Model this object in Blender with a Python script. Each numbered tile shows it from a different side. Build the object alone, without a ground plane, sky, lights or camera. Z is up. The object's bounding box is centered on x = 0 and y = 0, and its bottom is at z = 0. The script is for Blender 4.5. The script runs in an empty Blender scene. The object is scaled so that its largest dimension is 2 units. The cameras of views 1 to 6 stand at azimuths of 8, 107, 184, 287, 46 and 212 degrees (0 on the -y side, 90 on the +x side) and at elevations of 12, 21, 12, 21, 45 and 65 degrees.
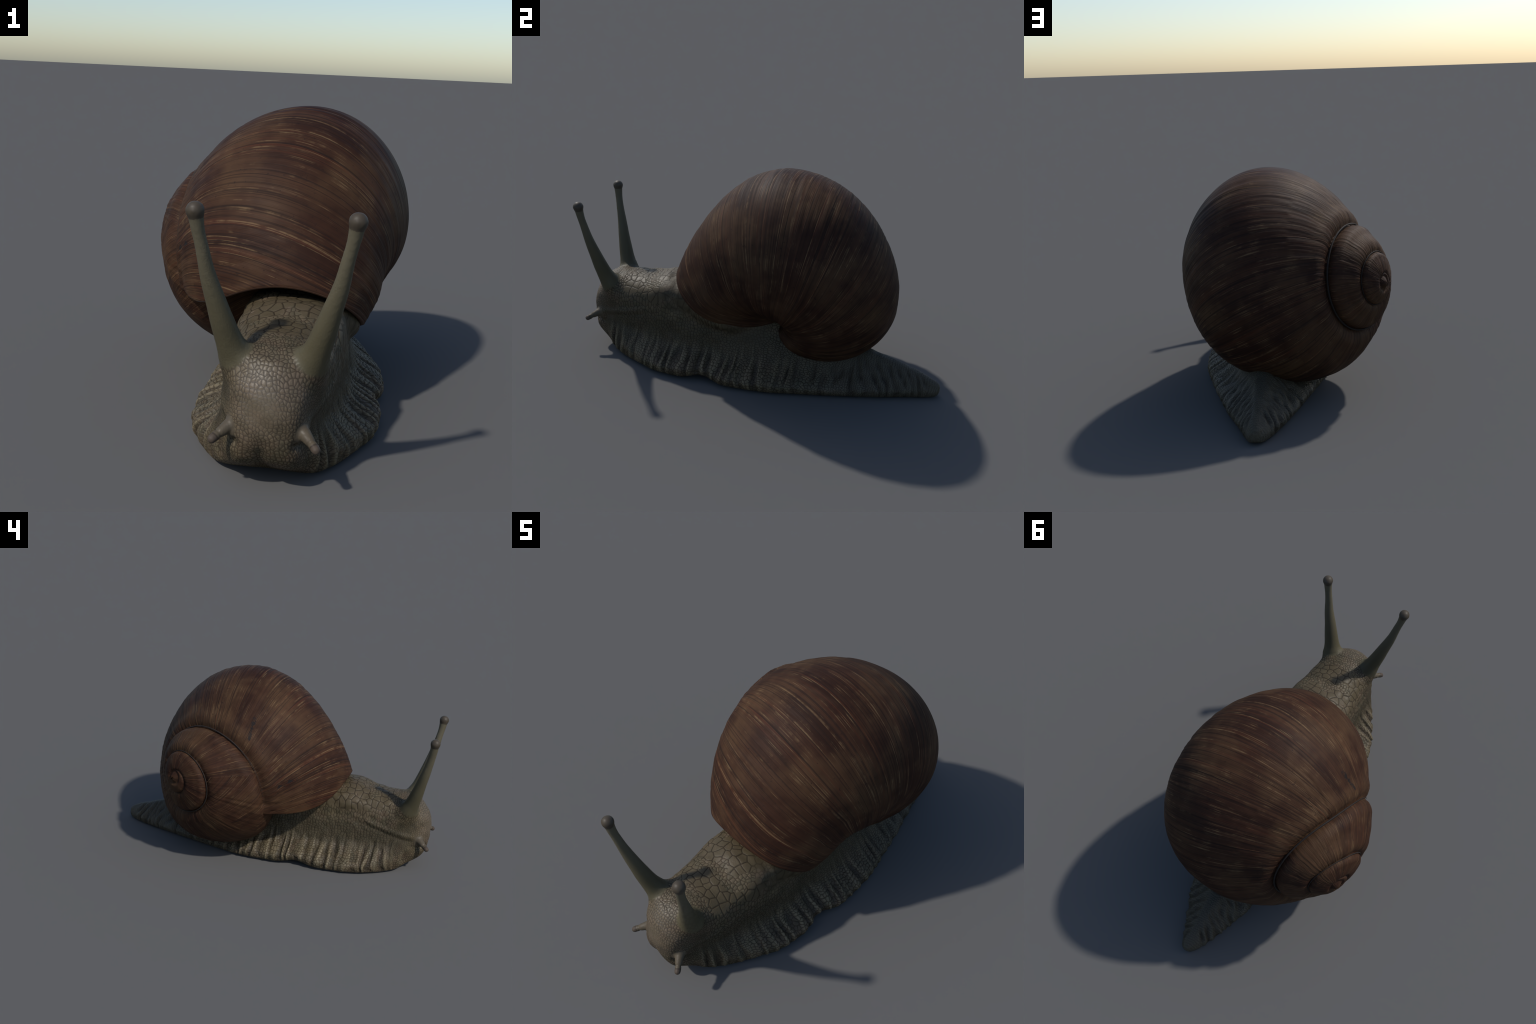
"""A brown land snail crawling: coiled ribbed shell, scaly skirted body, two long eye stalks, two feelers."""
import bpy, bmesh, math, random
import numpy as np
from mathutils import Vector, Matrix, kdtree

random.seed(7)
rng = np.random.default_rng(7)
PI = math.pi


# ------------------------------------------------------------------ helpers
def new_object(name, verts, faces, smooth=True, parent=None):
    me = bpy.data.meshes.new(name)
    me.from_pydata([tuple(map(float, v)) for v in verts], [], [tuple(map(int, f)) for f in faces])
    me.validate()
    me.update()
    if smooth:
        me.polygons.foreach_set("use_smooth", [True] * len(me.polygons))
    ob = bpy.data.objects.new(name, me)
    bpy.context.scene.collection.objects.link(ob)
    if parent is not None:
        ob.parent = parent
    return ob


def get_co(me):
    a = np.empty(len(me.vertices) * 3, np.float32)
    me.vertices.foreach_get("co", a)
    return a.reshape(-1, 3).astype(np.float64)


def get_no(me):
    a = np.empty(len(me.vertices) * 3, np.float32)
    me.vertex_normals.foreach_get("vector", a)
    return a.reshape(-1, 3).astype(np.float64)


def set_co(me, a):
    me.vertices.foreach_set("co", a.astype(np.float32).ravel())
    me.update()


def hermite(x, xk, yk):
    """smooth curve through knots (xk ascending)"""
    xk = np.asarray(xk, float)
    yk = np.asarray(yk, float)
    m = np.gradient(yk, xk)
    x = np.clip(x, xk[0], xk[-1])
    i = np.clip(np.searchsorted(xk, x) - 1, 0, len(xk) - 2)
    h = xk[i + 1] - xk[i]
    t = (x - xk[i]) / h
    return ((2 * t**3 - 3 * t**2 + 1) * yk[i] + (t**3 - 2 * t**2 + t) * h * m[i]
            + (-2 * t**3 + 3 * t**2) * yk[i + 1] + (t**3 - t**2) * h * m[i + 1])


def pchip(x, xk, yk):
    """monotone smooth curve through knots"""
    xk = np.asarray(xk, float)
    yk = np.asarray(yk, float)
    h = np.diff(xk)
    d = np.diff(yk) / h
    m = np.zeros(len(xk))
    m[0], m[-1] = d[0], d[-1]
    for j in range(1, len(xk) - 1):
        if d[j - 1] * d[j] > 0:
            w1, w2 = 2 * h[j] + h[j - 1], h[j] + 2 * h[j - 1]
            m[j] = (w1 + w2) / (w1 / d[j - 1] + w2 / d[j])
    x = np.clip(x, xk[0], xk[-1])
    i = np.clip(np.searchsorted(xk, x) - 1, 0, len(xk) - 2)
    hh = xk[i + 1] - xk[i]
    t = (x - xk[i]) / hh
    return ((2 * t**3 - 3 * t**2 + 1) * yk[i] + (t**3 - 2 * t**2 + t) * hh * m[i]
            + (-2 * t**3 + 3 * t**2) * yk[i + 1] + (t**3 - t**2) * hh * m[i + 1])


def sstep(a, b, x):
    t = np.clip((x - a) / (b - a), 0, 1)
    return t * t * (3 - 2 * t)


def noise1(x, seed=0):
    """1-D smooth value noise in numpy"""
    r = np.random.default_rng(seed).random(4096) * 2 - 1
    i = np.floor(x).astype(int)
    t = x - i
    t = t * t * (3 - 2 * t)
    return r[i % 4096] * (1 - t) + r[(i + 1) % 4096] * t


def noise2(x, y, seed=0):
    g = np.random.default_rng(seed).random((256, 256)) * 2 - 1
    i, j = np.floor(x).astype(int), np.floor(y).astype(int)
    u, v = x - i, y - j
    u, v = u * u * (3 - 2 * u), v * v * (3 - 2 * v)
    i0, i1, j0, j1 = i % 256, (i + 1) % 256, j % 256, (j + 1) % 256
    return (g[i0, j0] * (1 - u) + g[i1, j0] * u) * (1 - v) + (g[i0, j1] * (1 - u) + g[i1, j1] * u) * v


class Nodes:
    """tiny node-graph writer usable for shader and geometry trees"""

    def __init__(self, tree):
        self.t = tree

    def put(self, sock, v):
        if isinstance(v, bpy.types.NodeSocket):
            self.t.links.new(v, sock)
        else:
            sock.default_value = v

    def math(self, op, a, b=None, c=None, clamp=False):
        n = self.t.nodes.new("ShaderNodeMath")
        n.operation = op
        n.use_clamp = clamp
        self.put(n.inputs[0], a)
        if b is not None:
            self.put(n.inputs[1], b)
        if c is not None:
            self.put(n.inputs[2], c)
        return n.outputs[0]

    def vmath(self, op, a, b=None, scale=None):
        n = self.t.nodes.new("ShaderNodeVectorMath")
        n.operation = op
        self.put(n.inputs[0], a)
        if b is not None:
            self.put(n.inputs[1], b)
        if scale is not None:
            self.put(n.inputs["Scale"], scale)
        return n.outputs["Value"] if op in ("LENGTH", "DISTANCE", "DOT_PRODUCT") else n.outputs[0]

    def sep(self, v):
        n = self.t.nodes.new("ShaderNodeSeparateXYZ")
        self.put(n.inputs[0], v)
        return n.outputs

    def comb(self, x, y, z):
        n = self.t.nodes.new("ShaderNodeCombineXYZ")
        for s, v in zip(n.inputs, (x, y, z)):
            self.put(s, v)
        return n.outputs[0]

    def remap(self, v, a, b, c=0.0, d=1.0, smooth=True):
        n = self.t.nodes.new("ShaderNodeMapRange")
        n.interpolation_type = "SMOOTHSTEP" if smooth else "LINEAR"
        self.put(n.inputs["Value"], v)
        for k, x in zip(("From Min", "From Max", "To Min", "To Max"), (a, b, c, d)):
            self.put(n.inputs[k], x)
        return n.outputs[0]

    def noise(self, vec, scale, detail=2.0, rough=0.5, distort=0.0):
        n = self.t.nodes.new("ShaderNodeTexNoise")
        self.put(n.inputs["Vector"], vec)
        n.inputs["Scale"].default_value = scale
        n.inputs["Detail"].default_value = detail
        n.inputs["Roughness"].default_value = rough
        n.inputs["Distortion"].default_value = distort
        return n.outputs[0]

    def noise3(self, vec, scale):
        n = self.t.nodes.new("ShaderNodeTexNoise")
        self.put(n.inputs["Vector"], vec)
        n.inputs["Scale"].default_value = scale
        n.inputs["Detail"].default_value = 1.0
        return n.outputs["Color"]

    def voronoi(self, vec, scale, feature="DISTANCE_TO_EDGE", rand=1.0, dims="2D"):
        n = self.t.nodes.new("ShaderNodeTexVoronoi")
        n.voronoi_dimensions = dims
        n.feature = feature
        self.put(n.inputs["Vector"], vec)
        self.put(n.inputs["Scale"], scale)
        n.inputs["Randomness"].default_value = rand
        return n.outputs

    def mixf(self, f, a, b):
        n = self.t.nodes.new("ShaderNodeMix")
        n.data_type = "FLOAT"
        self.put(n.inputs[0], f)
        self.put(n.inputs[2], a)
        self.put(n.inputs[3], b)
        return n.outputs[0]

    def mixc(self, f, a, b, blend="MIX"):
        n = self.t.nodes.new("ShaderNodeMix")
        n.data_type = "RGBA"
        n.blend_type = blend
        self.put(n.inputs[0], f)
        self.put(n.inputs[6], a if isinstance(a, bpy.types.NodeSocket) else (*a, 1.0))
        self.put(n.inputs[7], b if isinstance(b, bpy.types.NodeSocket) else (*b, 1.0))
        return n.outputs[2]


def material(name):
    m = bpy.data.materials.new(name)
    m.use_nodes = True
    bsdf = m.node_tree.nodes["Principled BSDF"]
    return m, Nodes(m.node_tree), bsdf


# ------------------------------------------------------------------ the one thing
snail = bpy.data.objects.new("snail", None)
bpy.context.scene.collection.objects.link(snail)
snail["label"] = "brown ribbed-shell snail crawling with raised eye stalks"
snail["category"] = "land snail"

# ================================================================== SHELL
APEX = np.array([-0.4792, 0.4358, 0.5832])
AX_AZ, AX_EL = -0.5322, -0.0969          # coiling axis, apex -> umbilicus
PHASE = 3.6527                          # coil angle of the mouth
BEND = (0.1223, -0.1933)              # the axis bows toward the umbilicus (metres at 0.8 m depth)
# profile of the tube along the coil: turn angle / pi, axis distance, axial height,
# half width, half length, tilt, egg terms
COIL = [
    (0.15, 0.2807, 0.7700, 0.2809, 0.9438, -0.386, -0.007, -0.024, -0.024),
    (-0.25, 0.2602, 0.6185, 0.2930, 0.6777, -0.697, 0.022, -0.015, 0.021),
    (-0.60, 0.321, 0.614, 0.3313, 0.5112, -0.756, -0.015, -0.004, -0.007),
    (-1.00, 0.2261, 0.5209, 0.3407, 0.3754, -0.828, -0.027, 0.002, 0.001),
    (-1.50, 0.1538, 0.4625, 0.3775, 0.2631, -1.026, -0.038, 0.023, 0.012),
    (-2.00, 0.0809, 0.4067, 0.3274, 0.3259, -1.343, -0.036, 0.015, 0.031),
    (-2.50, 0.0643, 0.3331, 0.2844, 0.3083, -1.178, -0.026, -0.016, 0.051),
    (-3.00, 0.0532, 0.3075, 0.2500, 0.2725, -0.888, -0.006, -0.047, 0.079),
    (-4.00, 0.0410, 0.2307, 0.1967, 0.2230, -0.806, -0.000, -0.056, 0.080),
    (-5.00, 0.0304, 0.1562, 0.1422, 0.1681, -0.920, 0.001, -0.067, 0.076),
    (-6.00, 0.0225, 0.1234, 0.0896, 0.1250, -0.992, -0.002, -0.071, 0.070),
]
LIP = (0.2378, -0.5058, -0.5708, -0.0148, -0.0464)   # mouth edge: turn angle around the section
_c = np.array(COIL)[::-1]
TH_IN = -5.0 * PI
axis = np.array([math.cos(AX_EL) * math.cos(AX_AZ), math.cos(AX_EL) * math.sin(AX_AZ), math.sin(AX_EL)])
e1 = np.cross([0, 0, 1], axis)
e1 /= np.linalg.norm(e1)
e2 = np.cross(axis, e1)


def coil_section(th, ps):
    k = _c[:, 0] * PI
    tc = np.maximum(th, TH_IN)
    shrink = np.exp(0.16 * (th - tc))
    R, H, A, B = (np.exp(hermite(tc, k, np.log(_c[:, j]))) for j in (1, 2, 3, 4))
    t, a3, b3, c4 = (hermite(tc, k, _c[:, j]) for j in (5, 6, 7, 8))
    rho = 1 + a3 * np.cos(3 * ps) + b3 * np.sin(3 * ps) + c4 * np.cos(4 * ps)
    x, y = A * np.cos(ps) * rho, B * np.sin(ps) * rho
    r = R + x * np.cos(t) - y * np.sin(t)
    h = H + x * np.sin(t) + y * np.cos(t)
    # past the axis the tube is buried in older whorls: keep it on the inside
    r = 0.5 * (r + np.sqrt(r * r + 0.02 ** 2))
    hmin = 0.30 * sstep(-2.2 * PI, -0.6 * PI, th)
    h = np.where(r < 0.15, np.maximum(h, hmin), h)
    return r * shrink, h * shrink


def coil_local(th, r, h):
    an = PHASE + th
    bow = np.sign(h) * (h / 0.8) ** 2
    return np.stack([r * np.cos(an) + BEND[0] * bow, r * np.sin(an) + BEND[1] * bow, h], -1)


def lip_turn(ps):
    a, b, c, d, e = LIP
    return a * np.cos(ps) + b * np.sin(ps) + c + d * np.cos(2 * ps) + e * np.sin(2 * ps)


SHELL_M = Matrix(((e1[0], e2[0], axis[0], APEX[0]), (e1[1], e2[1], axis[1], APEX[1]),
                  (e1[2], e2[2], axis[2], APEX[2]), (0, 0, 0, 1)))


def shell_local(p):
    return (np.asarray(p) - APEX) @ np.stack([e1, e2, axis], 1)


def suture_curve(n=420):
    """where each turn meets the one before it (shell frame)"""
    th = np.linspace(-4.7 * PI, -0.12 * PI, n)
    ps = np.linspace(0, 2 * PI, 361)
    T, S = np.meshgrid(th, ps, indexing="ij")
    r, h = coil_section(T, S)
    k = _c[:, 0] * PI
    To = T - 2 * PI
    tc = np.maximum(To, TH_IN)
    sh = np.exp(0.16 * (To - tc))
    R, H, A, B = (np.exp(hermite(tc, k, np.log(_c[:, j]))) for j in (1, 2, 3, 4))
    t, a3, b3, c4 = (hermite(tc, k, _c[:, j]) for j in (5, 6, 7, 8))
    x, y = r / sh - R, h / sh - H
    u, v = (x * np.cos(t) + y * np.sin(t)) / A, (-x * np.sin(t) + y * np.cos(t)) / B
    q = np.arctan2(v, u)
    Fv = np.hypot(u, v) / (1 + a3 * np.cos(3 * q) + b3 * np.sin(3 * q) + c4 * np.cos(4 * q)) - 1
    sg = Fv[:, :-1] * Fv[:, 1:] < 0
    w = np.where(sg, Fv[:, :-1] / (Fv[:, :-1] - Fv[:, 1:] + 1e-12), 0)
    rr = np.where(sg, r[:, :-1] + w * (r[:, 1:] - r[:, :-1]), -9)
    hh = h[:, :-1] + w * (h[:, 1:] - h[:, :-1])
    j = rr.argmax(1)
    i = np.arange(n)
    ok = rr[i, j] > 0
    rs, hs = rr[i, j][ok], hh[i, j][ok]
    for _ in range(6):
        rs[1:-1] = (rs[:-2] + 2 * rs[1:-1] + rs[2:]) / 4
        hs[1:-1] = (hs[:-2] + 2 * hs[1:-1] + hs[2:]) / 4
    return coil_local(th[ok], rs, hs)


def build_shell():
    NT, NP = 1500, 220
    TURNS = 3.7
    u = np.linspace(0, 1, NT)
    ps = np.linspace(0, 2 * PI, NP, endpoint=False)
    lt = lip_turn(ps)
    # growth lines are parallel to the mouth edge along the last turns and fade to meridians
    g = -TURNS * 2 * PI * (1 - u)                      # growth coordinate, 0 at the mouth
    lean = np.exp(g / 2.6)
    TH = g[:, None] + lt[None] * lean[:, None]
    PS = np.broadcast_to(ps[None], TH.shape)
    r, h = coil_section(TH, PS)
    P = coil_local(TH, r, h)
    # surface normals
    du = np.gradient(P, axis=0)
    dp = (np.roll(P, -1, 1) - np.roll(P, 1, 1))
    N = np.cross(dp, du)
    N /= np.linalg.norm(N, axis=-1, keepdims=True) + 1e-12
    cen = P.mean(1, keepdims=True)
    if ((P - cen) * N).sum() < 0:
        N = -N
    size = np.linalg.norm(P - cen, axis=-1)
    # growth ribs
    G = g[:, None] * 1.0
    rib = 0.5 * noise2(G * 44, PS * 1.6, 3) + 0.45 * noise2(G * 21, PS * 1.2, 4) + 0.4 * noise2(G * 80, PS * 2.5, 5)
    rib += 0.9 * noise1(G * 5.0, 6)
    amp = 0.0016 * np.clip(size / 0.25, 0.15, 1.3)
    P = P + N * (rib * amp)[..., None]
    # the seam between turns is a sunken groove with rounded shoulders
    kd = kdtree.KDTree(len(SUTURE))
    for i, q in enumerate(SUTURE):
        kd.insert(Vector(q), i)
    kd.balance()
    dist = np.full(NT * NP, 9.0)
    Pf = P.reshape(-1, 3)
    near = np.nonzero((np.linalg.norm(Pf, axis=1) < 0.60))[0]
    for i in near:
        dist[i] = kd.find(Pf[i])[2]
    dist = dist.reshape(NT, NP)
    loc = np.clip(np.linalg.norm(P, axis=-1) / 0.30, 0.12, 1.0)
    dn = dist / loc
    sink = -0.013 * np.exp(-(dn / 0.016) ** 2) + 0.008 * np.exp(-((dn - 0.062) / 0.034) ** 2)
    P = P + N * (sink * loc)[..., None]
    # fuller last half turn on the lower right of the mouth
    dl = np.linalg.norm(P - shell_local(np.array([0.41, -0.20, 0.45])), axis=-1)
    P = P + N * (0.026 * np.exp(-(dl / 0.10) ** 2))[..., None]
    da = np.linalg.norm(P, axis=-1)
    nub = 0.014 * np.exp(-(da / 0.017) ** 2) - 0.008 * np.exp(-((da - 0.034) / 0.011) ** 2)
    P = P + np.array([0.15, -0.1, -1.0]) * nub[..., None]
    # wall thickness: lip rolls inward and runs back inside
    T = 0.016
    rings = [P]
    inner = []
    for k, (back, off) in enumerate(((0, 0.35), (0.0, 0.8), (0.02, 1.0), (0.1, 1.0), (0.25, 1.0), (0.5, 1.0), (0.9, 1.0))):
        th = lt - back
        r2, h2 = coil_section(th, ps)
        Q = coil_local(th, r2, h2)
        fwd = 0.006 * math.sin(PI * min(off, 1)) if back == 0 else 0
        inner.append(Q - N[-1] * (T * off) + du[-1] / (np.linalg.norm(du[-1], axis=-1, keepdims=True) + 1e-9) * fwd)
    V = np.concatenate([P.reshape(-1, 3), np.concatenate(inner)])
    nr = NT + len(inner)
    idx = np.arange(nr * NP).reshape(nr, NP)
    nx = np.roll(idx, -1, 1)
    F = np.stack([idx[:-1], nx[:-1], nx[1:], idx[1:]], -1)
    return V, F, NT, NP, g


def split_mesh(me, groups, parent, mats, matrix=None):
    """cut one smooth mesh into region objects; border vertices and normals stay shared"""
    co, no = get_co(me), get_no(me)
    nf = len(me.polygons)
    lt = np.empty(nf, np.int32)
    me.polygons.foreach_get("loop_total", lt)
    li = np.empty(len(me.loops), np.int32)
    me.loops.foreach_get("vertex_index", li)
    st = np.concatenate([[0], np.cumsum(lt)[:-1]])
    out = {}
    for (name, mask, mat) in groups:
        fi = np.nonzero(mask)[0]
        if len(fi) == 0:
            continue
        loops = np.concatenate([li[st[f]:st[f] + lt[f]] for f in fi])
        used, inv = np.unique(loops, return_inverse=True)
        m2 = bpy.data.meshes.new(name)
        m2.vertices.add(len(used))
        m2.vertices.foreach_set("co", co[used].astype(np.float32).ravel())
        m2.loops.add(len(loops))
        m2.loops.foreach_set("vertex_index", inv.astype(np.int32))
        m2.polygons.add(len(fi))
        m2.polygons.foreach_set("loop_start", np.concatenate([[0], np.cumsum(lt[fi])[:-1]]).astype(np.int32))
        m2.update(calc_edges=True)
        m2.validate()
        m2.polygons.foreach_set("use_smooth", [True] * len(m2.polygons))
        m2.normals_split_custom_set_from_vertices([tuple(n) for n in no[used]])
        m2.materials.append(mat)
        ob = bpy.data.objects.new(name, m2)
        bpy.context.scene.collection.objects.link(ob)
        ob.parent = parent
        if matrix is not None:
            ob.matrix_world = matrix
        out[ob.name] = ob
    return out


def lean_coeffs():
    """mouth edge turn angle as a quadratic of latitude (seen from mid axis), for the growth lines in the material"""
    ps = np.linspace(0, 2 * PI, 400)
    th = lip_turn(ps)
    r, h = coil_section(th, ps)
    m = (r > 0.38)
    lat = np.arctan2(h[m] - 0.45, r[m])
    return np.polyfit(lat, th[m], 2)


def shell_material(name, kind):
    m, n, b = material(name)
    tc = m.node_tree.nodes.new("ShaderNodeTexCoord")
    v = tc.outputs["Object"]
    x, y, z = n.sep(v)
    bow = n.math("MULTIPLY", n.math("MULTIPLY", z, z), 1.0 / 0.64)
    x = n.math("SUBTRACT", x, n.math("MULTIPLY", bow, BEND[0]))
    y = n.math("SUBTRACT", y, n.math("MULTIPLY", bow, BEND[1]))
    rad = n.math("SQRT", n.math("ADD", n.math("MULTIPLY", x, x), n.math("MULTIPLY", y, y)))
    an = n.math("ARCTAN2", y, x)
    lat = n.math("ARCTAN2", n.math("SUBTRACT", z, 0.45), rad)
    latc = n.math("MINIMUM", lat, 0.85)
    c2, c1, c0 = lean_coeffs()
    if kind == "whorl":
        lean = n.math("ADD", n.math("MULTIPLY", n.math("MULTIPLY", latc, latc), c2), n.math("MULTIPLY", latc, c1))
        back = n.math("SUBTRACT", n.math("WRAP", n.math("SUBTRACT", PHASE + 0.1, an), 2 * PI, 0.0), 0.1)
        fade = n.math("EXPONENT", n.math("MULTIPLY", n.math("MAXIMUM", back, 0.0), -1 / 2.8))
        gan = n.math("SUBTRACT", an, n.math("ADD", n.math("MULTIPLY", lean, n.math("MULTIPLY", fade, 1.12)), n.math("MULTIPLY", n.math("MULTIPLY", lat, 0.30), n.math("SUBTRACT", 1.0, n.math("POWER", fade, 0.5)))))
        latS = lat
    else:
        # spire: curves bend back a little away from the apex
        latS = n.math("MULTIPLY", n.math("ARCTAN2", z, rad), 2.2)
        gan = n.math("SUBTRACT", an, n.math("MULTIPLY", rad, -0.35))
    ca, sa = n.math("COSINE", gan), n.math("SINE", gan)

    def streak(fr, along, detail, off):
        return n.noise(n.comb(n.math("MULTIPLY", ca, fr), n.math("MULTIPLY", sa, fr),
                              n.math("ADD", n.math("MULTIPLY", latS, along), off)), 1.0, detail, 0.55)

    s_f = streak(84.0, 0.9, 2.5, 0.0)        # fine growth lines
    s_m = streak(30.0, 0.8, 2.0, 7.0)
    s_l = streak(10.0, 0.6, 2.0, 13.0)
    s_v = streak(125.0, 3.2, 1.5, 23.0)
    blot = n.noise(v, 4.5, 3.0, 0.55)
    blot2 = n.noise(v, 13.0, 3.0, 0.6)
    base = n.mixc(n.remap(n.math("ADD", n.math("MULTIPLY", s_l, 0.72), n.math("MULTIPLY", blot2, 0.28)), 0.36, 0.64),
                  (0.0240, 0.0106, 0.0068), (0.0435, 0.0192, 0.0108))
    # olive-brown worn areas
    base = n.mixc(n.remap(blot, 0.38, 0.74), base, (0.066, 0.0352, 0.0180))
    # reddish lines
    base = n.mixc(n.math("MULTIPLY", n.remap(s_m, 0.54, 0.70), 0.32), base, (0.076, 0.0225, 0.0115))
    # dark lines
    base = n.mixc(n.math("MULTIPLY", n.remap(s_f, 0.50, 0.36), 0.62), base, (0.012, 0.0078, 0.0068))
    # pale short streaks gathered in patches
    patch = n.remap(n.math("ADD", n.math("MULTIPLY", blot2, 0.6), n.math("MULTIPLY", s_m, 0.5)), 0.52, 0.67)
    pale = n.math("MULTIPLY", n.math("MULTIPLY", n.remap(s_v, 0.52, 0.67), patch), 0.68)
    base = n.mixc(pale, base, (0.150, 0.096, 0.049))
    # specks
    sp = n.noise(v, 60.0, 2.0, 0.6)
    base = n.mixc(n.math("MULTIPLY", n.remap(sp, 0.66, 0.74), 0.6), base, (0.012, 0.008, 0.007))
    # two old scars, dark and drawn out along the growth lines
    for p, q, w in (((-0.436, 0.015, 0.408), (-0.484, 0.068, 0.500), 0.011), ((-0.277, 0.268, 0.298), (-0.248, 0.372, 0.350), 0.012)):
        ba = tuple(q[i] - p[i] for i in range(3))
        pa = n.vmath("SUBTRACT", v, p)
        h = n.math("MULTIPLY", n.vmath("DOT_PRODUCT", pa, ba), 1 / sum(c * c for c in ba), clamp=True)
        d = n.vmath("LENGTH", n.vmath("SUBTRACT", pa, n.vmath("SCALE", ba, scale=h)))
        d = n.math("ADD", d, n.math("MULTIPLY", n.math("SUBTRACT", n.noise(v, 38.0, 3.0, 0.6), 0.5), 0.055))
        base = n.mixc(n.math("MULTIPLY", n.remap(d, w, w * 0.3), 0.85), base, (0.012, 0.011, 0.011))
    n.put(b.inputs["Base Color"], base)
    n.put(b.inputs["Roughness"], n.remap(s_f, 0.3, 0.7, 0.68, 0.55))
    b.inputs["Specular IOR Level"].default_value = 0.09
    bp = m.node_tree.nodes.new("ShaderNodeBump")
    bp.inputs["Strength"].default_value = 0.35
    bp.inputs["Distance"].default_value = 0.004
    n.put(bp.inputs["Height"], n.math("ADD", s_f, n.math("MULTIPLY", s_v, 0.5)))
    m.node_tree.links.new(bp.outputs[0], b.inputs["Normal"])
    return m


def lip_material():
    m, n, b = material("lip_brown")
    tc = m.node_tree.nodes.new("ShaderNodeTexCoord")
    s = n.noise(tc.outputs["Object"], 40.0, 3.0)
    n.put(b.inputs["Base Color"], n.mixc(s, (0.045, 0.020, 0.012), (0.085, 0.040, 0.022)))
    b.inputs["Roughness"].default_value = 0.5
    return m


SUTURE = suture_curve()
V, F, NT, NP, gcoord = build_shell()
whole = bpy.data.meshes.new("whole_shell")
whole.from_pydata(V.tolist(), [], F.reshape(-1, 4).tolist())
whole.update()
ring = np.repeat(np.arange(F.shape[0]), NP)
i_spire = int(np.searchsorted(gcoord, -2 * PI * 1.12))
i_lip = NT - 1
mw, msp, mlip = shell_material("shell_whorl_brown", "whorl"), shell_material("shell_spire_brown", "spire"), lip_material()
parts = split_mesh(whole, [
    ("shell", (ring >= i_spire) & (ring < i_lip), mw),
    ("spire", ring < i_spire, msp),
    ("aperture_lip", ring >= i_lip, mlip)], snail, None, SHELL_M)
shell = parts["shell"]
bpy.context.view_layer.update()
for nme in ("spire", "aperture_lip"):
    o = parts[nme]
    o.parent = shell
    o.matrix_parent_inverse = Matrix.Identity(4)
    o.matrix_basis = Matrix.Identity(4)
bpy.data.meshes.remove(whole)


def build_suture():
    # thin dark cord along the bottom of the groove, drawing the dark seam line
    C = SUTURE
    T = np.gradient(C, axis=0)
    T /= np.linalg.norm(T, axis=1, keepdims=True)
    a = np.cross(T, [0, 0, 1.0])
    a /= np.linalg.norm(a, axis=1, keepdims=True)
    b = np.cross(T, a)
    rad = 0.0044 * np.clip(np.linalg.norm(C, axis=1) / 0.28, 0.15, 1.0)
    rad *= sstep(len(C), len(C) - 40, np.arange(len(C))) * 0.9 + 0.1
    n = 10
    ph = np.linspace(0, 2 * PI, n, endpoint=False)
    V = (C[:, None] + rad[:, None, None] * (np.cos(ph)[None, :, None] * a[:, None] + np.sin(ph)[None, :, None] * b[:, None])).reshape(-1, 3)
    idx = np.arange(len(C) * n).reshape(len(C), n)
    nx = np.roll(idx, -1, 1)
    F = np.stack([idx[:-1], nx[:-1], nx[1:], idx[1:]], -1).reshape(-1, 4).tolist()
    ob = new_object("suture", V, F, parent=shell)
    m, n_, b_ = material("suture_dark")
    tc = m.node_tree.nodes.new("ShaderNodeTexCoord")
    n_.put(b_.inputs["Base Color"], n_.mixc(n_.noise(tc.outputs["Object"], 30.0, 2.0), (0.016, 0.014, 0.013), (0.030, 0.022, 0.018)))
    b_.inputs["Roughness"].default_value = 0.7
    b_.inputs["Specular IOR Level"].default_value = 0.15
    ob.data.materials.append(m)


build_suture()

# ================================================================== BODY
XC = 0.122
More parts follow.
